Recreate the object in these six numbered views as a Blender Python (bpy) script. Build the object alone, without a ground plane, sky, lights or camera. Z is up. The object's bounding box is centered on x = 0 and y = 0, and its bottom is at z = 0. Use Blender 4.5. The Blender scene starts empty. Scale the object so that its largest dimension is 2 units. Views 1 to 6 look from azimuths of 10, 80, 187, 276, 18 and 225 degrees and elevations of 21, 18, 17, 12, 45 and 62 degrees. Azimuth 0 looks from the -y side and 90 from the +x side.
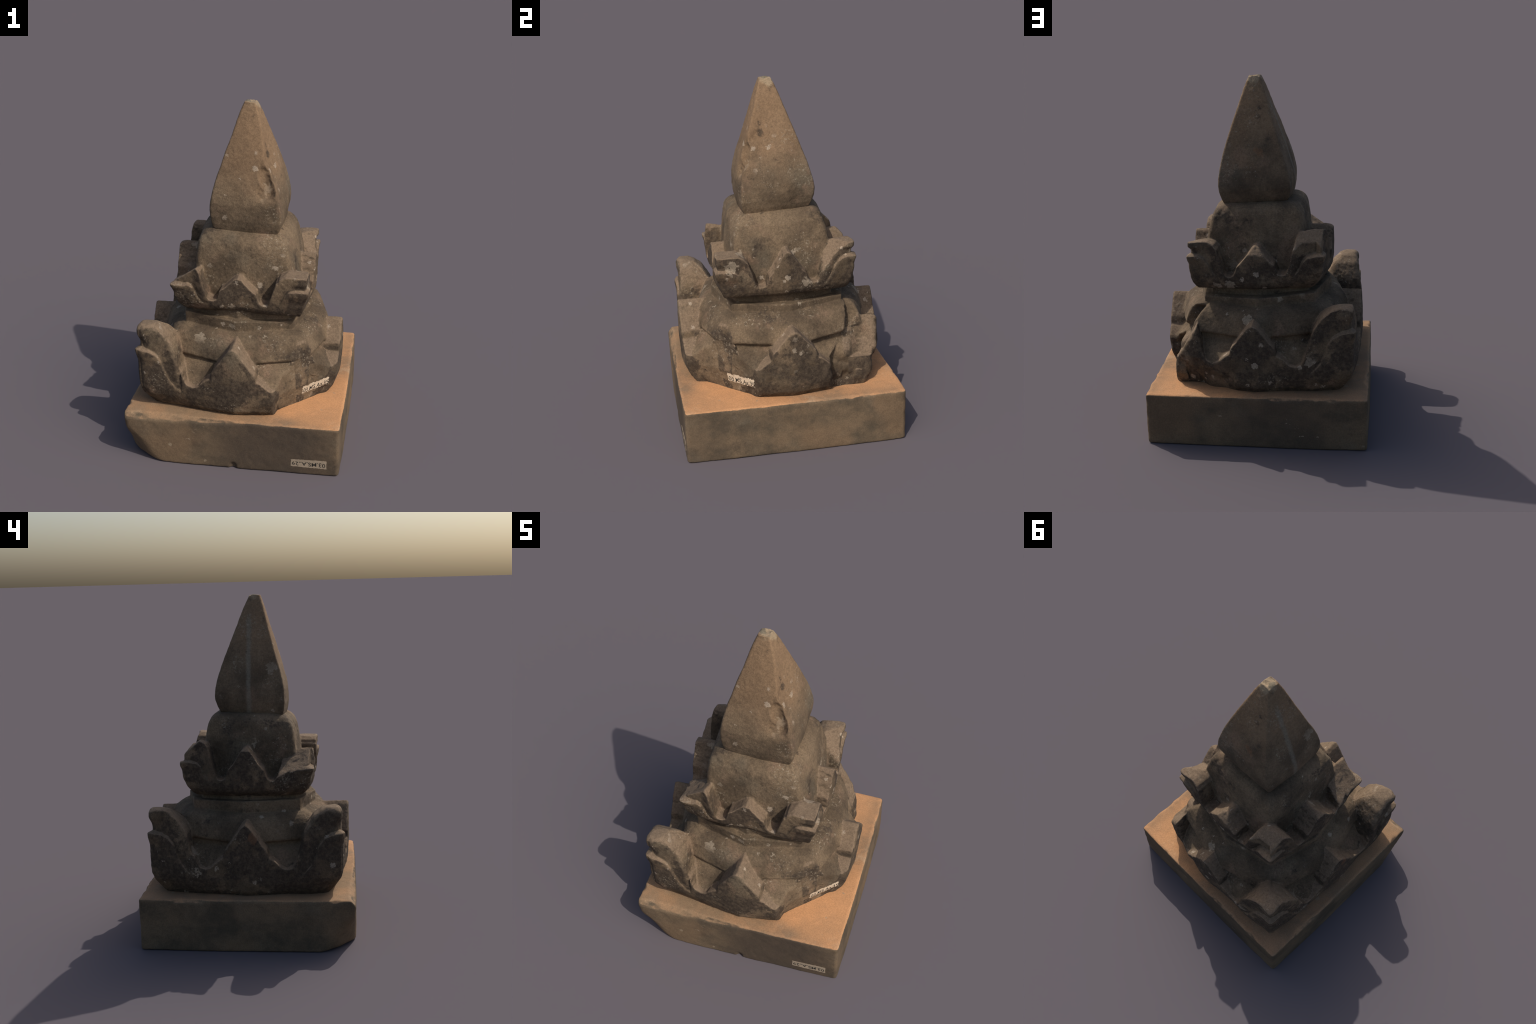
"""Carved sandstone roof pinnacle: square plinth, two flame-horned crown tiers, cushion and four-sided spire.
Everything is described by profiles (height or width as a function of position) combined into one implicit
solid per block of stone; the solids are meshed here with a small surface-nets routine and split into parts."""
import bpy, numpy as np, math

SEED = 11
# ----------------------------------------------------------------------------------------------- helpers
def interp(x, pts):
    p = np.array(pts, float)
    return np.interp(x, p[:, 0], p[:, 1])

def curve(pts, lo, hi, n=400, soft=0.006):
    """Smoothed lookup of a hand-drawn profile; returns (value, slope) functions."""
    xs = np.linspace(lo, hi, n)
    ys = interp(xs, pts)
    k = max(1, int(soft / ((hi - lo) / n)))
    ker = np.hanning(2 * k + 3)[1:-1]; ker /= ker.sum()
    pad = len(ker) // 2
    ys = np.convolve(np.pad(ys, pad, mode='edge'), ker, 'valid')
    ds = np.gradient(ys, xs)
    return (lambda x: np.interp(x, xs, ys)), (lambda x: np.interp(x, xs, ds))

def smax(a, b, k):
    h = np.maximum(k - np.abs(a - b), 0.0) / k
    return np.maximum(a, b) + h * h * k * 0.25

def smin(a, b, k):
    return -smax(-a, -b, k)

def smooth01(t):
    t = np.clip(t, 0, 1)
    return t * t * (3 - 2 * t)

_rng = np.random.RandomState(SEED)
_PERM = _rng.permutation(4096).astype(np.int32)
_VAL = _rng.uniform(-1, 1, 4096).astype(np.float32)

def _hash(ix, iy, iz):
    return _VAL[_PERM[(_PERM[(_PERM[ix & 4095] + iy) & 4095] + iz) & 4095]]

def vnoise(p, scale, off=0.0):
    q = (p * scale + off).astype(np.float32)
    i = np.floor(q); f = q - i; i = i.astype(np.int32)
    f = f * f * f * (f * (f * 6 - 15) + 10)
    out = 0
    for dx in (0, 1):
        wx = f[:, 0] if dx else 1 - f[:, 0]
        for dy in (0, 1):
            wy = f[:, 1] if dy else 1 - f[:, 1]
            for dz in (0, 1):
                wz = f[:, 2] if dz else 1 - f[:, 2]
                out = out + wx * wy * wz * _hash(i[:, 0] + dx, i[:, 1] + dy, i[:, 2] + dz)
    return out

def fbm(p, scale, octaves=3, off=0.0):
    s, a, t = 0, 1.0, 0
    for o in range(octaves):
        s = s + a * vnoise(p, scale * 2.03 ** o, off + 17.3 * o); t += a; a *= 0.5
    return s / t

def near(P, f, scale, octaves, off, band=.06):
    """fbm evaluated only close to the surface being built"""
    out = np.zeros(len(P)); m = np.abs(f) < band
    if m.any():
        out[m] = fbm(P[m], scale, octaves, off)
    return out

def surface_nets(func, lo, hi, h):
    lo = np.array(lo, float); hi = np.array(hi, float)
    n = np.ceil((hi - lo) / h).astype(int) + 1
    ax = [lo[i] + h * np.arange(n[i]) for i in range(3)]
    F = np.empty(n, np.float32)
    B = 10                                             # only blocks close to the surface are sampled finely
    starts = [np.arange(0, n[i], B) for i in range(3)]
    G = np.stack(np.meshgrid(*starts, indexing='ij'), -1).reshape(-1, 3)
    cen = lo + h * (G + (B - 1) / 2.0)
    fc = func(cen)
    far = np.abs(fc) > B * h * .87 * 1.6 + .05
    for g, v in zip(G[far], fc[far]):
        F[g[0]:g[0] + B, g[1]:g[1] + B, g[2]:g[2] + B] = v
    todo = G[~far]
    loc = np.stack(np.meshgrid(np.arange(B), np.arange(B), np.arange(B), indexing='ij'), -1).reshape(-1, 3)
    for a in range(0, len(todo), 300):
        I3 = (todo[a:a + 300, None, :] + loc[None]).reshape(-1, 3)
        I3 = I3[(I3 < n).all(1)]
        F[I3[:, 0], I3[:, 1], I3[:, 2]] = func(lo + h * I3)
    S = F < 0
    c = [S[i:n[0] - 1 + i, j:n[1] - 1 + j, k:n[2] - 1 + k] for i in (0, 1) for j in (0, 1) for k in (0, 1)]
    tot = sum(x.astype(np.int8) for x in c)
    act = (tot > 0) & (tot < 8)
    idx = -np.ones(act.shape, np.int64)
    I, J, K = np.nonzero(act)
    idx[I, J, K] = np.arange(len(I))
    acc = np.zeros((len(I), 3)); cnt = np.zeros(len(I))
    corners = [(i, j, k) for i in (0, 1) for j in (0, 1) for k in (0, 1)]
    for a in corners:
        for d in range(3):
            if a[d]:
                continue
            b = list(a); b[d] = 1
            fa = F[I + a[0], J + a[1], K + a[2]].astype(float); fb = F[I + b[0], J + b[1], K + b[2]].astype(float)
            m = (fa < 0) != (fb < 0)
            t = np.where(m, fa / np.where(m, fa - fb, 1), 0)
            pos = np.tile(np.array(a, float), (len(I), 1)); pos[:, d] += t
            acc[m] += pos[m]; cnt[m] += 1
    V = lo + h * (np.stack([I, J, K], 1) + acc / cnt[:, None])
    quads = []
    for d in range(3):
        e1, e2 = (d + 1) % 3, (d + 2) % 3
        sl0 = [slice(1, -1)] * 3; sl0[d] = slice(0, n[d] - 1)
        sl1 = list(sl0); sl1[d] = slice(1, n[d])
        A, B = S[tuple(sl0)], S[tuple(sl1)]
        g = np.argwhere(A != B)
        if not len(g):
            continue
        inside = A[tuple(g.T)]
        base = g.copy()
        for e in (e1, e2):
            base[:, e] += 1
        def cell(o1, o2):
            q = base.copy(); q[:, e1] -= o1; q[:, e2] -= o2
            return idx[q[:, 0], q[:, 1], q[:, 2]]
        Q = np.stack([cell(1, 1), cell(0, 1), cell(0, 0), cell(1, 0)], 1)
        Q[~inside] = Q[~inside][:, ::-1]
        quads.append(Q)
    Q = np.concatenate(quads)
    # pull vertices onto the true surface
    e = h * 0.25
    for rnd in range(2):
        f0 = func(V)
        if rnd == 0:
          g = np.stack([func(V + e * np.eye(3)[d]) - func(V - e * np.eye(3)[d]) for d in range(3)], 1) / (2 * e)
        st = (f0 / np.maximum((g * g).sum(1), 0.15))[:, None] * g
        ln = np.linalg.norm(st, axis=1, keepdims=True)
        V = V - st * np.minimum(1, 0.4 * h / np.maximum(ln, 1e-9)) * 0.8
    return V, Q

def relax(V, Q, it=1, lam=0.5):
    E = np.concatenate([Q[:, [0, 1]], Q[:, [1, 2]], Q[:, [2, 3]], Q[:, [3, 0]]])
    for _ in range(it):
        s = np.zeros_like(V); c = np.zeros(len(V))
        for d in range(3):
            s[:, d] = np.bincount(E[:, 0], V[E[:, 1], d], len(V)) + np.bincount(E[:, 1], V[E[:, 0], d], len(V))
        c = np.bincount(E[:, 0], minlength=len(V)) + np.bincount(E[:, 1], minlength=len(V))
        V = V + lam * (s / c[:, None] - V)
    return V

def vnormals(V, Q):
    N = np.cross(V[Q[:, 2]] - V[Q[:, 0]], V[Q[:, 3]] - V[Q[:, 1]])
    out = np.zeros_like(V)
    for j in range(4):
        for d in range(3):
            out[:, d] += np.bincount(Q[:, j], N[:, d], len(V))
    return out / np.maximum(np.linalg.norm(out, axis=1, keepdims=True), 1e-12)

def make_mesh(name, V, Q, N, mat):
    used, inv = np.unique(Q, return_inverse=True)
    q = inv.reshape(Q.shape)
    me = bpy.data.meshes.new(name)
    me.vertices.add(len(used)); me.vertices.foreach_set('co', V[used].ravel())
    me.loops.add(q.size); me.loops.foreach_set('vertex_index', q.ravel().astype(np.int32))
    me.polygons.add(len(q)); me.polygons.foreach_set('loop_start', np.arange(0, q.size, 4, dtype=np.int32))
    me.update(calc_edges=True)
    me.polygons.foreach_set('use_smooth', np.ones(len(q), bool))
    me.materials.append(mat)
    me.normals_split_custom_set_from_vertices(N[used].tolist())
    ob = bpy.data.objects.new(name, me)
    bpy.context.scene.collection.objects.link(ob)
    return ob

# ------------------------------------------------------------------------------------- shape descriptions
def sector(x, y):
    ax, ay = np.abs(x), np.abs(y)
    w = np.maximum(ax, ay); u = np.minimum(ax, ay)
    onx = ax > ay
    side = np.where(onx, np.where(x > 0, 1, 3), np.where(y > 0, 2, 0))        # 0 front 1 right 2 back 3 left
    quad = np.where(x > 0, np.where(y > 0, 1, 0), np.where(y > 0, 2, 3))       # 0 A(+,-) 1 B(+,+) 2 C(-,+) 3 D(-,-)
    return ax, ay, w, u, side, quad

# ---- lower crown tier
L_C = (0.014, 0.0)
L_TOP, L_TOPD = curve([(0, .735), (.012, .722), (.05, .668), (.09, .610), (.114, .578), (.126, .540), (.150, .531), (.175, .512), (.202, .484),
                       (.235, .473), (.268, .486), (.292, .53), (.306, .60), (.320, .67), (.34, .708), (.38, .765),
                       (.425, .800), (.465, .816), (.51, .819), (.56, .800), (.62, .79)], 0, .7, soft=.008)
L_LIP, _ = curve([(0, .30), (.24, .36), (.28, .425), (.335, .455), (.375, .505), (.397, .56), (.415, .615), (.443, .655), (.486, .680),
                  (.54, .692), (.62, .692)], 0, .7, soft=.01)
L_KEEL, L_KEELD = curve([(.25, .50), (.30, .545), (.335, .572), (.38, .582), (.50, .588), (.60, .588), (.80, .583)], .2, .95, soft=.01)
L_CORN, L_CORND = curve([(.25, .43), (.30, .470), (.335, .500), (.37, .522), (.40, .541), (.44, .553), (.48, .557), (.53, .558),
                         (.9, .557)], .2, .95, soft=.012)
L_PIL, L_PILD = curve([(.30, .490), (.596, .490), (.602, .508), (.615, .514), (.65, .503), (.69, .487), (.715, .470), (.735, .444),
                       (.748, .408), (.755, .37), (.762, .30), (.80, .2)], .25, .9, n=900, soft=.005)
TIP_L = np.array([.000, -.032, -.018, .004])

FACE_L = np.zeros((4, 4))
FACE_L[3, 3] = .014; FACE_L[0, 3] = -.006
FACE_L[3, 2] = .008
FACE_L[2, 2] = .016

def lower_parts(P):
    x, y, z = P[:, 0] - L_C[0], P[:, 1] - L_C[1], P[:, 2]
    ax, ay, w, u, side, quad = sector(x, y)
    us = np.maximum(smin(ax, ay, .05), 0)
    slim = np.where((side == 0) & (quad == 3), .015, np.where((side == 3) & (quad == 2), .016, .006)) * smooth01((us - .29) / .03) * smooth01((.46 - us) / .05)
    us = np.maximum(us - slim - .008 * smooth01(us / .03) * smooth01((.15 - us) / .03), 0)
    tip = TIP_L[side] * smooth01(1 - u / .13)
    top = L_TOP(us) + tip + np.array([0, 0, -.004, .012])[quad] * smooth01((u - .3) / .1)
    slope = L_TOPD(us)
    t = np.clip(u / .5, 0, 1.1)
    W = L_KEEL(z) * (1 - t) + L_CORN(z) * t
    # the faces are not quite equally far out
    mid = 1 - smooth01((u - .36) / .16)
    W = W + np.array([0, -.020, 0, .004])[side] * mid + FACE_L[side, quad] * smooth01((u - .2) / .15) * (.25 + .75 * mid)
    # the upper flame of each horn is set back behind the lower one, whose tip flicks outward
    lip = L_LIP(u)
    depth = .017 * smooth01((u - .27) / .12)
    above = smooth01((z - lip + .014) / .018)
    flick = smooth01((u - .44) / .10)
    W = W - depth * above * (1 - flick * smooth01((z - .71) / .07))
    W = W + .010 * flick * smooth01((z - lip + .095) / .070) * (1 - above)
    wc = smax(ax, ay, np.where(quad == 3, .060, .025))
    fw = (wc - W)
    ft = (z - top) / np.sqrt(1 + slope ** 2)
    wall = smax(fw, ft, np.where((quad == 3) & (u > .3), .040, .014))
    # keel groove on the face of the antefix fades out upward
    # cushion
    px, py = np.abs(x + .011), np.abs(y - .013)
    wp = smax(px, py, .06) + .27 * np.sqrt(np.minimum(px, py) ** 2 + .0004)
    ze = z - .010 * np.minimum((u / .33) ** 2, 1.3) + .012 * x - .020 * y
    d = L_PILD(ze)
    pil = (wp - .004 - L_PIL(ze)) / np.sqrt(1 + np.minimum(d, 4.) ** 2)
    pil = np.maximum(pil, z - .84)
    # the floor of each pocket between the leaves slopes up to the groove under the cushion
    floor = np.maximum((wp - (.497 - np.array([0, .022, .012, .010])[side] + (.590 - z) * 1.0)) * .71, np.maximum(z - .592, fw + .012))
    pil = smin(pil, floor, .004)
    # neck plate and the narrower throat above it
    wn = np.maximum(px, np.abs(y - .012)) + .25 * np.minimum(px, np.abs(y - .012))
    neck = smax(wn - .393, z - .807 + .048 * x, .005)
    throat = smax(np.maximum(np.abs(x + .010), np.abs(y)) + .25 * np.minimum(np.abs(x + .010), np.abs(y)) - .345, z - .90, .01)
    neck = smin(neck, throat, .006)
    return wall, pil, neck, (x, y, z, ax, ay, w, u, side, quad)

def lower_f(P):
    wall, pil, neck, (x, y, z, ax, ay, w, u, side, quad) = lower_parts(P)
    X0 = P[:, 0]
    wall = np.where((X0 > .2) & (P[:, 1] > .23) & (z > .47), smax(wall, (X0 - .470 + .60 * smax(z - .46, 0 * z, .06)) * .87, .01), wall)
    # at the +x -y corner nothing of the horn stands above the cushion
    wall = np.where((quad == 0) & (u > .25), smax(wall, z - .595, .01), wall)
    f = smin(wall, pil, .010)
    f = smin(f, neck, .003)
    # horn at the +x -y corner has broken away along a rough diagonal plane
    X, Y = P[:, 0], P[:, 1]
    rough = .012 * near(P, f, 9, 3, 3.1)
    q = (X + Y) / math.sqrt(2)
    d = (X - Y) / math.sqrt(2) - (.525 - .22 * np.maximum(.42 - z, 0) + .42 * np.maximum(-q - .13, 0) + .12 * np.maximum(q - .15, 0)) + rough
    f = smax(f, np.where(z < .78, d, d - (z - .78) * 3), .010)
    # horn at the +x +y corner: the flank facing +x has sheared off
    plane = (X - .480 + .60 * smax(z - .46, 0 * z, .06)) * .87 + .030 * near(P, f, 8, 2, 9.7)
    yr = interp(z, [(.30, .225), (.45, .205), (.50, .215), (.55, .27), (.60, .315), (.72, .33), (.8, .40)]) + .03 * near(P, f, 12, 3, 5.)
    cut = smax(-plane, (yr - Y) * .9, .012)
    cut = np.where(X > 0, cut, 1.0)
    f = smax(f, -cut, .020)
    # and its +y flank is worn back toward the broken arris
    bev = (Y - .590 + .30 * smax(X - .14, 0 * X, .10) - .40 * np.minimum(z - .50, 0)) * .9 + .034 * near(P, f, 8, 2, 1.3)
    bev = bev - .12 * smooth01((.16 - X) / .14)
    f = np.where((X > 0) & (Y > .3), smax(f, bev, .025), f)
    # chip out of the valley beside it
    q = np.sqrt(((X - .590) / .035) ** 2 + ((Y - .205) / .022) ** 2 + ((z - .425) / .045) ** 2) - 1
    f = smax(f, -q * .022, .006)
    f = np.maximum(f, .292 - z)
    return f

# ---- upper crown tier
U_C = (0.012, 0.005)
U_TOP, U_TOPD = curve([(0, 1.120), (.012, 1.112), (.035, 1.075), (.075, 1.015), (.10, .99), (.112, .962), (.122, .940), (.138, .930), (.164, .930), (.178, .950),
                       (.193, 1.0), (.207, 1.06), (.217, 1.108), (.235, 1.14), (.27, 1.160), (.33, 1.164), (.5, 1.164)], 0, .5, soft=.006)
U_LIP, _ = curve([(0, .86), (.17, .885), (.20, .905), (.24, .955), (.262, 1.005), (.288, 1.035), (.33, 1.048), (.5, 1.05)], 0, .5, soft=.008)
U_KEEL, U_KEELD = curve([(.80, .30), (.846, .345), (.855, .370), (.870, .390), (.895, .402), (.95, .408), (1.05, .408), (1.2, .402)], .75, 1.3, soft=.01)
U_CORN, U_CORND = curve([(.80, .27), (.848, .328), (.873, .350), (.898, .364), (.93, .374), (.99, .382), (1.3, .382)], .75, 1.3, soft=.012)
U_BULB, U_BULBD = curve([(.80, .33), (.95, .325), (1.0, .318), (1.05, .308), (1.10, .303), (1.15, .296), (1.20, .287), (1.24, .277), (1.265, .264), (1.284, .245),
                         (1.298, .220), (1.314, .16), (1.335, .02)], .75, 1.4, n=900, soft=.008)
TIP_U = np.array([-.045, .006, -.022, .006])
HORN_U = np.array([-.045, -.026, .002, -.03])

def upper_parts(P):
    x, y = P[:, 0] - U_C[0], P[:, 1] - U_C[1]
    z = P[:, 2] + .055 * x - .018 * y
    ax, ay, w, u, side, quad = sector(x, y)
    us = np.maximum(smin(ax, ay, .06), 0)
    us = np.maximum(us - .006 * smooth01(us / .025) * smooth01((.125 - us) / .03), 0)
    top = U_TOP(us) + TIP_U[side] * smooth01(1 - u / .11) + HORN_U[quad] * smooth01((u - .19) / .04)
    slope = U_TOPD(us)
    t = np.clip(u / .345, 0, 1.1)
    W = U_KEEL(P[:, 2] + .030 * x) * (1 - t) + U_CORN(z) * t
    W = W + .011 * (side == 3) * smooth01((.30 - u) / .08) - .030 * (side == 0) * smooth01(1 - u / .20) + .012 * (quad == 0) * smooth01((u - .2) / .1) * smooth01((z - .95) / .06)
    lip = U_LIP(u) + np.array([.0, .02, -.008, -.035])[quad] * smooth01((u - .25) / .08)
    back = np.where((quad == 2) & (side == 3), .012, np.array([.008, .016, .042, .022])[quad])
    tipz = np.array([1.055, 1.085, 9., 9.])[quad]
    depth = back * smooth01((u - .19) / .08)
    above = smooth01((z - lip + .012) / .015)
    flick = smooth01((u - .27) / .08)
    W = W - depth * above * (1 - flick * smooth01((z - tipz) / .03))
    W = W + .010 * flick * smooth01((z - lip + .065) / .05) * (1 - above)
    wc = smax(ax, ay, np.where(quad == 0, .008, .018))
    wall = smax(wc - W, (z - top) / np.sqrt(1 + slope ** 2), .008)
    # the flame at the -x -y corner has lost its crest
    slopecut = (P[:, 2] - (1.085 - .62 * (-P[:, 0] - .25) + .25 * (-P[:, 1] - .30))) / 1.2 + .006 * near(P, wall, 14, 2, 2.2)
    wall = np.where((quad == 1) & (u > .17), smax(wall, .58 * (P @ np.array([.5, -.593, .632]) - .694) / .58, .008), wall)
    # tips of the back and left antefixes are worn down outward
    wall = np.where((side == 2) & (u < .16), smax(wall, (P[:, 2] - 1.108 + 1.1 * np.maximum(P[:, 1] - .368, 0)) / 1.4, .008), wall)
    wall = np.where((side == 3) & (u < .16), smax(wall, (P[:, 2] - 1.153 + .6 * np.maximum(-P[:, 0] - .360, 0)) / 1.2, .008), wall)
    wall = np.where(quad == 2, smax(wall, (P[:, 2] - 1.187 + .85 * np.maximum(P[:, 1] - .270, 0)) / 1.3, .012), wall)
    wall = np.where(quad == 3, smax(wall, np.where(u > .17, slopecut, -1), .008), wall)
    sh = .06 * np.clip(1.25 - P[:, 2], 0, .3)
    xb, yb = P[:, 0] - .021 - .7 * sh, P[:, 1] + .009 - .45 * sh
    zb = P[:, 2] + .055 * x - .05 * y
    bx, by = np.abs(xb), np.abs(yb) * 1.025
    wb = .004 + smax(bx, by, .032) + .08 * np.minimum(bx, by)
    bulb = (wb - U_BULB(zb)) / np.sqrt(1 + np.minimum(U_BULBD(zb) ** 2, 9))
    return wall, bulb, (x, y, z, u, side, quad)

def upper_f(P):
    wall, bulb, (x, y, z, u, side, quad) = upper_parts(P)
    f = smin(wall, bulb, .012)
    return np.maximum(f, .846 - P[:, 2])

# ---- spire
S_W, S_WD = curve([(1.22, .15), (1.285, .180), (1.30, .190), (1.33, .201), (1.37, .209), (1.41, .210), (1.45, .206), (1.50, .194), (1.55, .181),
                   (1.60, .167), (1.65, .150), (1.70, .134), (1.74, .121), (1.80, .100), (1.85, .083), (1.90, .066), (1.94, .052), (1.97, .041),
                   (2.02, .020)], 1.2, 2.1, soft=.008)

def spire_f(P):
    z = P[:, 2]
    t = (z - 1.3) / .7
    x = P[:, 0] - (.031 + .013 * t)
    y = P[:, 1] - interp(z, [(1.29, -.014), (1.40, -.004), (1.55, -.006), (1.75, -.018), (2.0, -.032)])
    zt = z + .065 * x - .065 * y
    ze = z + (zt - z) * np.clip(1 - t * 1.6, 0, 1)
    ax, ay = np.abs(x), np.abs(y)
    g = np.clip((z - 1.36) / .25, 0, 1)
    worn = (.019 + .012 * near(P, x - .15, 16, 2, 6., .2)) * np.exp(-((z - 1.645) / .085) ** 2) * smooth01((-y + .01) / .10)
    worn = worn + .014 * np.exp(-((z - 1.74) / .10) ** 2) * smooth01((.075 - y) / .10)
    w = smax(smax(x - .08 * y * g + worn, -x + .04 * y * g, .012), smax(y + .04 * x * g, -y - .008 * np.exp(-((z - 1.53) / .12) ** 2), .012), .014) + .05 * (np.minimum(ax, ay) - .09)
    f = (w - S_W(ze)) / np.sqrt(1 + S_WD(ze) ** 2)
    f = smax(f, 1.288 - zt, .012)
    f = smax(f, z - 1.9985 + .010 * near(P, f, 40, 2, 1.) + .10 * np.abs(x + .004), .002)
    # old gouge beside the +x -y arris
    # long scar beside and across the +x -y arris
    for c, r, tilt, k, o in (((.146, -.190, 1.605), (.038, .048, .105), 9, 1., 7.), ((.146, -.218, 1.522), (.058, .042, .060), 30, 1., 8.), ((.178, -.200, 1.545), (.030, .042, .060), -20, 1., 3.)):
        q = P - np.array(c); a = math.radians(tilt)
        qx = q[:, 0] * math.cos(a) + q[:, 2] * math.sin(a); qz = -q[:, 0] * math.sin(a) + q[:, 2] * math.cos(a)
        d = np.sqrt((qx / r[0]) ** 2 + (q[:, 1] / r[1]) ** 2 + (qz / r[2]) ** 2) - 1 + .24 * near(P, f, 18, 3, o)
        f = smax(f, -d * .04 * k, .009)
    return f

# ---- plinth
def plinth_f(P):
    x, y, z = P[:, 0], P[:, 1], P[:, 2]
    # sides swell very slightly toward their middles
    bx = np.abs(x) - .628 + .007 * (y / .62) ** 2 - .005 * y * (x > 0)
    by = np.abs(y) - .628 + .006 * (x / .62) ** 2
    f = smax(bx, by, .022)
    n = near(P, np.maximum(f, z - .3), 6, 3, 8.)
    n2 = near(P, np.maximum(f, z - .3), 24, 2, 2.)
    f = smax(f, z - .304 + .005 * x, .012)
    f = smax(f, -z, .008)
    # weathered front arris, wider toward the -x end
    wdt = .004 + .026 * smooth01((.15 - x) / .75) + .014 * n + .006 * n2
    f = smax(f, (-y - .622 + z - .300 + wdt) * .7071, .006)
    # chipped arrises on the other sides
    f = smax(f, (np.abs(x) - .619 + z - .300 - .004 + .022 * np.maximum(n + .4 * n2, 0)) * .7071, .005)
    f = smax(f, (y - .622 + z - .300 - .004 + .024 * np.maximum(-n + .4 * n2, 0)) * .7071, .005)
    f = smax(f, (np.abs(x) + np.abs(y) - 1.243 + .022 * np.maximum(n2 - .1, 0)) * .7071, .005)
    # corner at -x -y has lost its foot
    nrm = np.array([-1 / .172, -1 / .152, -1 / .215]); off = (-.620 + .174) * nrm[0] + (-.618) * nrm[1]
    chip = (P @ nrm - off) / np.linalg.norm(nrm)
    f = smax(f, chip + .010 * near(P, f, 9, 2, 3.), .035)
    # small nick at the foot of the front face
    q = np.sqrt(((P[:, 0] - .015) / .022) ** 2 + ((P[:, 1] + .632) / .018) ** 2 + ((z - .01) / .030) ** 2) - 1
    f = smax(f, -q * .018, .004)
    return f

# ---------------------------------------------------------------------------------------------- materials
class Nodes:
    """tiny wrapper so that the colour recipes below read like formulas"""
    def __init__(self, name):
        self.m = bpy.data.materials.new(name); self.m.use_nodes = True
        self.t = self.m.node_tree; self.t.nodes.clear()
        self.out = self.add('ShaderNodeOutputMaterial')
        self.bsdf = self.add('ShaderNodeBsdfPrincipled')
        self.bsdf.inputs['Roughness'].default_value = .92
        self.bsdf.inputs['Specular IOR Level'].default_value = .22
        self.t.links.new(self.bsdf.outputs[0], self.out.inputs[0])
        self.pos = self.add('ShaderNodeTexCoord').outputs['Object']
        self.nrm = self.add('ShaderNodeNewGeometry').outputs['Normal']
    def add(self, kind):
        return self.t.nodes.new(kind)
    def put(self, sock, v):
        if hasattr(v, 'is_output'):
            self.t.links.new(v, sock)
        elif isinstance(v, tuple) and len(v) == 3 and sock.type == 'RGBA':
            sock.default_value = (*v, 1)
        else:
            sock.default_value = v
    def math(self, op, a, b=0., clamp=False):
        n = self.add('ShaderNodeMath'); n.operation = op; n.use_clamp = clamp
        self.put(n.inputs[0], a); self.put(n.inputs[1], b)
        return n.outputs[0]
    def move(self, scale=(1, 1, 1), loc=(0, 0, 0)):
        n = self.add('ShaderNodeMapping'); self.put(n.inputs[0], self.pos)
        n.inputs['Scale'].default_value = scale; n.inputs['Location'].default_value = loc
        return n.outputs[0]
    def noise(self, scale, detail=4., rough=.55, vec=None, loc=(0, 0, 0), distort=0.):
        n = self.add('ShaderNodeTexNoise')
        self.put(n.inputs['Vector'], vec if vec is not None else self.move(loc=loc))
        n.inputs['Scale'].default_value = scale; n.inputs['Detail'].default_value = detail
        n.inputs['Roughness'].default_value = rough; n.inputs['Distortion'].default_value = distort
        return n.outputs['Fac']
    def step(self, v, lo, hi):
        n = self.add('ShaderNodeMapRange'); n.interpolation_type = 'SMOOTHSTEP'
        self.put(n.inputs[0], v); n.inputs[1].default_value = lo; n.inputs[2].default_value = hi
        return n.outputs[0]
    def mix(self, f, a, b, mode='MIX'):
        n = self.add('ShaderNodeMix'); n.data_type = 'RGBA'; n.blend_type = mode
        self.put(n.inputs[0], f); self.put(n.inputs[6], a); self.put(n.inputs[7], b)
        return n.outputs[2]
    def spots(self, scale, chance, radius, wob=.35, loc=(0, 0, 0)):
        """irregular round growths: some cells of a Voronoi pattern carry one spot"""
        w = self.add('ShaderNodeTexNoise'); self.put(w.inputs['Vector'], self.move(loc=loc))
        w.inputs['Scale'].default_value = scale * 4.5; w.inputs['Detail'].default_value = 2
        v = self.add('ShaderNodeTexVoronoi'); self.put(v.inputs['Vector'], self.move(loc=loc))
        v.inputs['Scale'].default_value = scale
        sep = self.add('ShaderNodeSeparateColor'); self.put(sep.inputs[0], v.outputs['Color'])
        on = self.math('LESS_THAN', sep.outputs[0], chance)
        size = self.math('MULTIPLY_ADD', sep.outputs[1], radius); size.node.inputs[2].default_value = radius * .35
        d = self.math('MULTIPLY_ADD', self.math('SUBTRACT', w.outputs['Fac'], .5), wob); self.put(d.node.inputs[2], v.outputs['Distance'])
        inside = self.step(self.math('SUBTRACT', size, d), -.01, .05)
        return self.math('MULTIPLY', inside, on)
    def blob(self, centre, radius, ragged=.35, scale=9., soft=.25):
        n = self.add('ShaderNodeVectorMath'); n.operation = 'DISTANCE'
        self.put(n.inputs[0], self.pos); n.inputs[1].default_value = centre
        d = self.math('DIVIDE', n.outputs['Value'], radius)
        d = self.math('ADD', d, self.math('MULTIPLY', self.math('SUBTRACT', self.noise(scale, 4), .5), ragged * 2))
        return self.step(d, 1.0 + soft, 1.0 - soft)
    def bump(self, h, strength, dist):
        n = self.add('ShaderNodeBump'); n.inputs['Strength'].default_value = strength; n.inputs['Distance'].default_value = dist
        self.put(n.inputs['Height'], h); self.t.links.new(n.outputs[0], self.bsdf.inputs['Normal'])
    def up(self):
        n = self.add('ShaderNodeSeparateXYZ'); self.put(n.inputs[0], self.nrm)
        return n.outputs[2]
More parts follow.
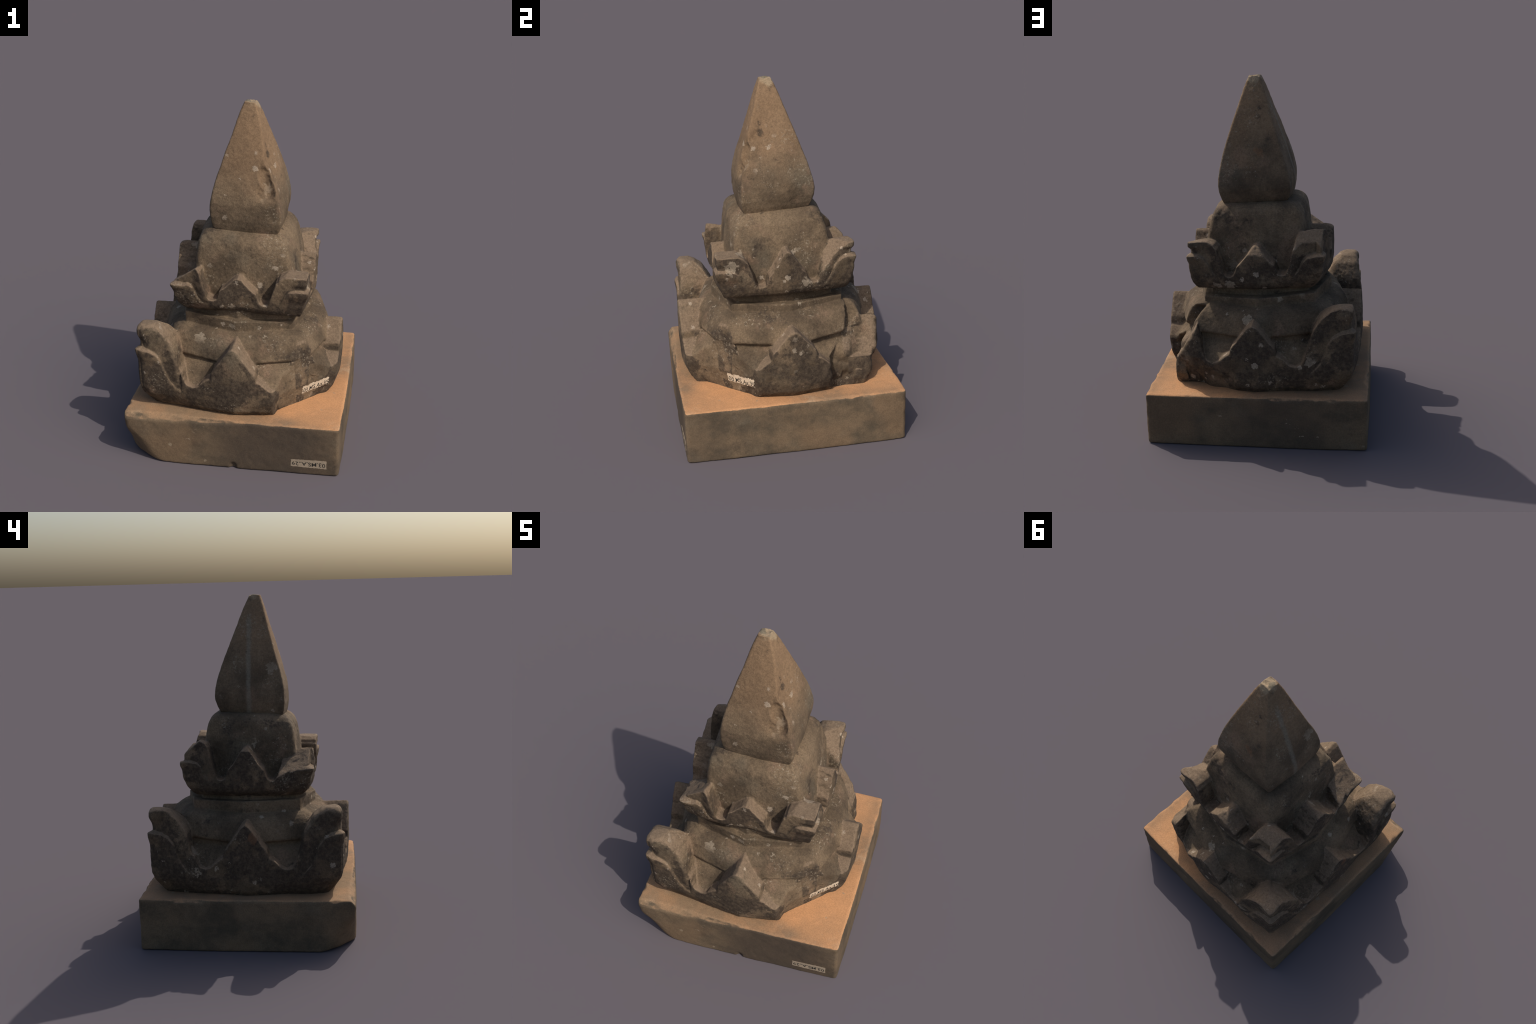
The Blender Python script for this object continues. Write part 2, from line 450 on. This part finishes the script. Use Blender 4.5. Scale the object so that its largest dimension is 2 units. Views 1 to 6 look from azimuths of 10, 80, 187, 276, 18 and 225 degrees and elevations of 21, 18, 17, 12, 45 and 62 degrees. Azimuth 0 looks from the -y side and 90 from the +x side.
    def colour(self, c):
        self.put(self.bsdf.inputs['Base Color'], c)
        return self.m

def carved_stone(name, crust, warm, lichen, spots=1., grain=.50):
    """grey-brown sandstone; crust = how much dark biological crust covers it, warm = clean buff stone showing"""
    k = Nodes(name)
    base = k.mix(k.step(k.noise(4.5, 6, .6), .36, .66), (.086, .062, .040), (.172, .123, .077))
    base = k.mix(k.math('MULTIPLY', k.step(k.noise(3.1, 4, .55, loc=(4, 1, 7)), .50, .72), .5), base, (.120, .102, .073))
    base = k.mix(k.math('MULTIPLY', k.step(k.noise(6.5, 5, .6, loc=(1, 9, 2)), .54, .70), .60), base, (.200, .131, .086))
    if warm:
        base = k.mix(k.math('MULTIPLY', k.blob((.14, -.08, 1.85), .30, .6, 7., .75), warm), base, (.235, .150, .086))
    if warm:      # pale streak down the middle of the -x face
        sp = k.add('ShaderNodeSeparateXYZ'); k.put(sp.inputs[0], k.pos)
        off = k.math('ABSOLUTE', k.math('ADD', sp.outputs[1], k.math('MULTIPLY', k.math('SUBTRACT', k.noise(14, 3), .5), .02)))
        m = k.math('MULTIPLY', k.step(off, .022, .004), k.step(sp.outputs[0], .0, -.05))
        m = k.math('MULTIPLY', m, k.step(sp.outputs[2], 1.93, 1.84))
        base = k.mix(k.math('MULTIPLY', m, .55), base, (.215, .190, .145))
    # dark crust in ragged patches, keeping off clean upward faces of the carved leaves
    cn = k.noise(7.5, 7, .68, loc=(3, 3, 0))
    cm = k.step(cn, .64 - .22 * crust, .74 - .22 * crust)
    if crust > .6:
        clean = k.step(k.math('ADD', k.up(), k.math('MULTIPLY', k.math('SUBTRACT', k.noise(13, 5, .6, loc=(3, 8, 1)), .5), .7)), .30, .62)
        base = k.mix(k.math('MULTIPLY', clean, .75), base, (.200, .143, .096))
        keep = k.step(k.math('ADD', k.up(), k.math('MULTIPLY', k.math('SUBTRACT', k.noise(16, 4), .5), .6)), .55, .15)
        cm = k.math('MULTIPLY', cm, keep)
    base = k.mix(k.math('MULTIPLY', cm, .88), base, k.mix(k.step(k.noise(38, 4, .7), .40, .66), (.046, .034, .025), (.088, .066, .046)))
    # pale crustose lichen: speckled rosettes, then rounder chalky spots
    speck = k.step(k.noise(85, 3, .7), .55, .68)
    rosette = k.spots(6.0, .42, .50, .8, loc=(2, 0, 5))
    base = k.mix(k.math('MULTIPLY', k.math('MULTIPLY', speck, rosette), .60 * lichen), base, (.30, .255, .19))
    patchy = k.step(k.noise(2.6, 3, .5, loc=(6, 2, 4)), .44, .58)
    lichen = k.math('MULTIPLY', patchy, lichen * 1.15)
    base = k.mix(k.math('MULTIPLY', k.spots(11, .14 * spots, .36, .8, loc=(7.4, 3.3, 1.7)), k.math('MULTIPLY', lichen, .42)), base, (.37, .305, .225))
    base = k.mix(k.math('MULTIPLY', k.spots(24, .12 * spots, .34, .75, loc=(0.5, 5.2, 3.1)), k.math('MULTIPLY', lichen, .48)), base, (.40, .33, .25))
    base = k.mix(k.math('MULTIPLY', k.spots(5, .10, .16, .3, loc=(5, 5, 8)), .45), base, (.20, .10, .05))
    if warm:      # freshly broken pale rim at the very tip
        base = k.mix(k.math('MULTIPLY', k.blob((.052, -.020, 1.985), .048, .35, 30., .2), .75), base, (.33, .255, .165))
        base = k.mix(k.math('MULTIPLY', k.blob((.030, -.030, 2.006), .022, .3, 30., .2), .8), base, (.135, .118, .085))
    # grain
    g = k.noise(160, 4, .75)
    g2 = k.noise(70, 5, .75, loc=(2, 2, 5))
    base = k.mix(grain, base, k.mix(k.step(k.math('ADD', k.math('MULTIPLY', g, .5), k.math('MULTIPLY', g2, .5)), .36, .64), (.24, .23, .22), (.80, .78, .75)), 'OVERLAY')
    h = k.math('ADD', k.math('MULTIPLY', k.noise(55, 5, .7), .6), k.math('MULTIPLY', g, .4))
    k.bump(h, .7, .007)
    return k.colour(base)

def plinth_stone():
    k = Nodes('plinth_sandstone')
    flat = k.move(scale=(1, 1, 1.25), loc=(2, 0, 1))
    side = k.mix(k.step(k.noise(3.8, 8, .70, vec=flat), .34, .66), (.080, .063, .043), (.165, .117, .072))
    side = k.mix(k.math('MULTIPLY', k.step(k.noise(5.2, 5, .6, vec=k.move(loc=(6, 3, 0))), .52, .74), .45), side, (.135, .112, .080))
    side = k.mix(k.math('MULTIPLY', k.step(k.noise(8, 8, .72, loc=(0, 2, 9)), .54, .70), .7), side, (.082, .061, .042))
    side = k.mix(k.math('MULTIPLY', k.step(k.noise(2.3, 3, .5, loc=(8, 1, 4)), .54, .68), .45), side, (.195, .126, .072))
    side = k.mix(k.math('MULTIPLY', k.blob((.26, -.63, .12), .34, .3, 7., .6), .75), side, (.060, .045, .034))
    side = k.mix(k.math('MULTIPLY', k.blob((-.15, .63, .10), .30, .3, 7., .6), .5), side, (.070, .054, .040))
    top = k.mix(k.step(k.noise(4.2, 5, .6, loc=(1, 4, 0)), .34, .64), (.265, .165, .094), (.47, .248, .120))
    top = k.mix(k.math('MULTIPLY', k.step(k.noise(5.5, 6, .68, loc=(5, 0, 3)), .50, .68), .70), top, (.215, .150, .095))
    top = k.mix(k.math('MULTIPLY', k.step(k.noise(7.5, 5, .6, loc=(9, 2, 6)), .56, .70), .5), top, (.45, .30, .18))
    # the +x half of the top is the most orange, the -x corners are browner
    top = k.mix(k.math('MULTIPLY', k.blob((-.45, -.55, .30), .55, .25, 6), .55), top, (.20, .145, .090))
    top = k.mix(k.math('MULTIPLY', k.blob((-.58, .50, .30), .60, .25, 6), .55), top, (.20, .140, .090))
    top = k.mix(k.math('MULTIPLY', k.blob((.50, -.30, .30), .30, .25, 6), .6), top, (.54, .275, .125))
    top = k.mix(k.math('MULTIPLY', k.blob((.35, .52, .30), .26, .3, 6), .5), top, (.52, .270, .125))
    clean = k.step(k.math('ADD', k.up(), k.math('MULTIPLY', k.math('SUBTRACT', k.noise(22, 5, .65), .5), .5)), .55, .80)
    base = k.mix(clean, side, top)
    scr = k.math('MULTIPLY', k.step(k.noise(60, 3, .7, vec=k.move(scale=(.6, .6, 1))), .66, .72), k.spots(4, .22, .35, .5, loc=(1, 7, 3)))
    base = k.mix(k.math('MULTIPLY', scr, .7), base, (.36, .29, .21))
    base = k.mix(k.math('MULTIPLY', k.spots(20, .05, .25, .4, loc=(0, 5, 3)), .5), base, (.30, .24, .165))
    g = k.noise(150, 4, .75)
    base = k.mix(.45, base, k.mix(k.step(g, .3, .7), (.34, .32, .30), (.72, .70, .68)), 'OVERLAY')
    h = k.math('ADD', k.math('MULTIPLY', k.noise(40, 5, .7), .6), k.math('MULTIPLY', g, .4))
    k.bump(h, .25, .004)
    return k.colour(base)

def paper(name, col, worn):
    k = Nodes(name)
    c = k.mix(k.step(k.noise(70, 4, .7), .52, .52 + .2), col, tuple(x * (.75 if not worn else .45) for x in col))
    return k.colour(c)

MAT_CUSHION = carved_stone('weathered_sandstone', .35, 0, 1.)
MAT_LEAF = carved_stone('crusted_sandstone', 1.0, 0, 1.15)
MAT_SPIRE = carved_stone('buff_sandstone', .30, .8, 1., 1.0, .42)
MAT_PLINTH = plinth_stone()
MAT_PAPER = paper('aged_paper', (.31, .245, .175), False)
MAT_PAINT = paper('worn_white_paint', (.60, .49, .36), True)
MAT_INK = paper('black_ink', (.022, .020, .018), False)

# ------------------------------------------------------------------------------------------------ assembly
root = bpy.data.objects.new('stone_pinnacle', None)
bpy.context.scene.collection.objects.link(root)
root['label'] = 'weathered sandstone roof pinnacle with two flame-horned tiers and spire'
root['category'] = 'stone pinnacle'

def finish(V, Q, amp, scale, fine=.0016):
    V = relax(V, Q, 1, .30)
    N = vnormals(V, Q)
    V = V + N * (amp * fbm(V, scale, 4, 21.) + fine * fbm(V, 58, 2, 31.))[:, None]
    # shallow pits
    pit = np.clip(fbm(V, scale * 2.2, 2, 40.) - .38, 0, 1)
    V = V - N * (pit * amp * 1.2)[:, None]
    return V, vnormals(V, Q)

def split(V, Q, N, labels, names, mat, parent_label):
    objs = {}
    for lab in np.unique(labels):
        objs[lab] = make_mesh(names[lab], V, Q[labels == lab], N, MAT_LEAF if lab >= 10 else mat)
    par = objs[parent_label]; par.parent = root
    for lab, o in objs.items():
        if lab != parent_label:
            o.parent = par
    return par

# plinth
V, Q = surface_nets(plinth_f, (-.65, -.65, -.02), (.65, .65, .33), .007)
V, N = finish(V, Q, .0026, 8, .0009)
PLINTH_MESH = (V, Q)
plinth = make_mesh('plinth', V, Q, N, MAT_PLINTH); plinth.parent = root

# lower crown tier
V, Q = surface_nets(lower_f, (-.62, -.62, .28), (.65, .62, .93), .0055)
V, N = finish(V, Q, .0036, 10)
C = V[Q].mean(1)
wall, pil, neck, (x, y, z, ax, ay, w, u, side, quad) = lower_parts(C)
lab = np.zeros(len(C), int)
body = np.minimum(pil, neck)
isw = (wall < body)
lab[isw & (u < .245)] = 10
lab[isw & (u >= .245)] = 20
lab = np.where(lab == 10, 10 + side, np.where(lab == 20, 20 + quad, lab))
lab[(lab == 0) & (neck < pil)] = 1
names = {0: 'lower_cushion', 1: 'neck'}
for i in range(4):
    names[10 + i] = 'lower_antefix'; names[20 + i] = 'lower_horn'
lower = split(V, Q, N, lab, names, MAT_CUSHION, 0)
LOWER_MESH = (V, Q)

# upper crown tier
V, Q = surface_nets(upper_f, (-.46, -.46, .80), (.48, .48, 1.37), .005)
V, N = finish(V, Q, .004, 12)
C = V[Q].mean(1)
wall, bulb, (x, y, z, u, side, quad) = upper_parts(C)
lab = np.zeros(len(C), int)
isw = wall < bulb
lab = np.where(isw & (u < .16), 10 + side, np.where(isw, 20 + quad, 0))
names = {0: 'upper_cushion'}
for i in range(4):
    names[10 + i] = 'upper_antefix'; names[20 + i] = 'upper_horn'
upper = split(V, Q, N, lab, names, MAT_CUSHION, 0)

# spire
V, Q = surface_nets(spire_f, (-.22, -.26, 1.24), (.28, .24, 2.03), .0045)
V, N = finish(V, Q, .0034, 11, .0009)
spire = make_mesh('spire', V, Q, N, MAT_SPIRE); spire.parent = root

# ------------------------------------------------------------------------------------ inventory labels
from mathutils.bvhtree import BVHTree
from mathutils import Vector

def place_label(surface, corners, inward, text, upside_down, paper_mat, parent, box, ragged, rng):
    """a thin painted or pasted strip following the stone, with its hand-lettered number on it"""
    V, Q = surface
    c = np.array(corners, float)                       # bottom-left, bottom-right, top-right, top-left
    mid, rad = c.mean(0), np.linalg.norm(c - c.mean(0), axis=1).max() + .06
    sel = (np.linalg.norm(V[Q].mean(1) - mid, axis=1) < rad)
    used, inv = np.unique(Q[sel], return_inverse=True)
    tree = BVHTree.FromPolygons([Vector(v) for v in V[used]], inv.reshape(-1, 4).tolist())
    d = np.array(inward, float); d /= np.linalg.norm(d)
    def at(s, t, lift):
        p = (1 - s) * (1 - t) * c[0] + s * (1 - t) * c[1] + s * t * c[2] + (1 - s) * t * c[3]
        hit = tree.ray_cast(Vector(p - d * .08), Vector(d))[0]
        q = np.array(hit) if hit is not None else p
        return q - d * lift
    ns, nt = 44, 9
    verts, faces = [], []
    e0 = rng.uniform(-1, 1, (2, ns + 1)) * ragged; e1 = rng.uniform(-1, 1, (2, nt + 1)) * ragged * .25
    for layer, lift in ((0, .0016), (1, -.002)):
        for j in range(nt + 1):
            for i in range(ns + 1):
                s0, t0 = i / ns, j / nt
                t = t0 + (e0[0, i] * (1 - t0) + e0[1, i] * t0) * (1 if 0 < i < ns else .3)
                s1 = s0 + (e1[0, j] * (1 - s0) + e1[1, j] * s0)
                verts.append(at(s1, t, lift))
    off = (ns + 1) * (nt + 1); ix = lambda i, j: j * (ns + 1) + i
    for j in range(nt):
        for i in range(ns):
            a, b, e, f = ix(i, j), ix(i + 1, j), ix(i + 1, j + 1), ix(i, j + 1)
            faces += [(a, b, e, f), (a + off, f + off, e + off, b + off)]
    ring = [ix(i, 0) for i in range(ns)] + [ix(ns, j) for j in range(nt)] + [ix(i, nt) for i in range(ns, 0, -1)] + [ix(0, j) for j in range(nt, 0, -1)]
    for a, b in zip(ring, ring[1:] + ring[:1]):
        faces.append((a, a + off, b + off, b))
    me = bpy.data.meshes.new('inventory_label'); me.from_pydata([tuple(v) for v in verts], [], faces)
    me.materials.append(paper_mat)
    ob = bpy.data.objects.new('inventory_label', me); bpy.context.scene.collection.objects.link(ob); ob.parent = parent
    # lettering
    cu = bpy.data.curves.new('lettering', 'FONT'); cu.body = text; cu.size = 1; cu.extrude = .05; cu.offset = .002; cu.resolution_u = 3
    tmp = bpy.data.objects.new('lettering', cu); bpy.context.scene.collection.objects.link(tmp)
    bpy.context.view_layer.update()
    tm = bpy.data.meshes.new_from_object(tmp.evaluated_get(bpy.context.evaluated_depsgraph_get()))
    bpy.data.objects.remove(tmp)
    n = len(tm.vertices); co = np.empty(n * 3); tm.vertices.foreach_get('co', co); co = co.reshape(-1, 3)
    x = (co[:, 0] - co[:, 0].min()) / np.ptp(co[:, 0]); y = (co[:, 1] - co[:, 1].min()) / np.ptp(co[:, 1])
    x = box[0] + x * (box[2] - box[0]); y = box[1] + (y + .06 * np.sin(x * 19)) * (box[3] - box[1])
    if upside_down:
        x, y = 1 - x, 1 - y
    out = np.array([at(a, b, .0022 if zz > 0 else .0005) for a, b, zz in zip(x, y, co[:, 2])])
    tm.vertices.foreach_set('co', out.ravel()); tm.update()
    tm.name = 'label_lettering'; tm.materials.clear(); tm.materials.append(MAT_INK)
    lo = bpy.data.objects.new('label_lettering', tm); bpy.context.scene.collection.objects.link(lo); lo.parent = parent

rng = np.random.RandomState(5)
place_label(LOWER_MESH, ((.388, -.358, .357), (.524, -.228, .366), (.516, -.222, .412), (.381, -.352, .406)), (-1, 1, -.05),
            '03.MS.Aa.35', False, MAT_PAINT, lower, (.03, .06, 1.0, .66), .10, rng)
place_label(PLINTH_MESH, ((.349, -.629, .048), (.549, -.625, .043), (.549, -.625, .095), (.349, -.629, .093)), (0, 1, 0),
            '03.MS.A,,29', True, MAT_PAPER, plinth, (.03, .22, .97, .80), .03, rng)
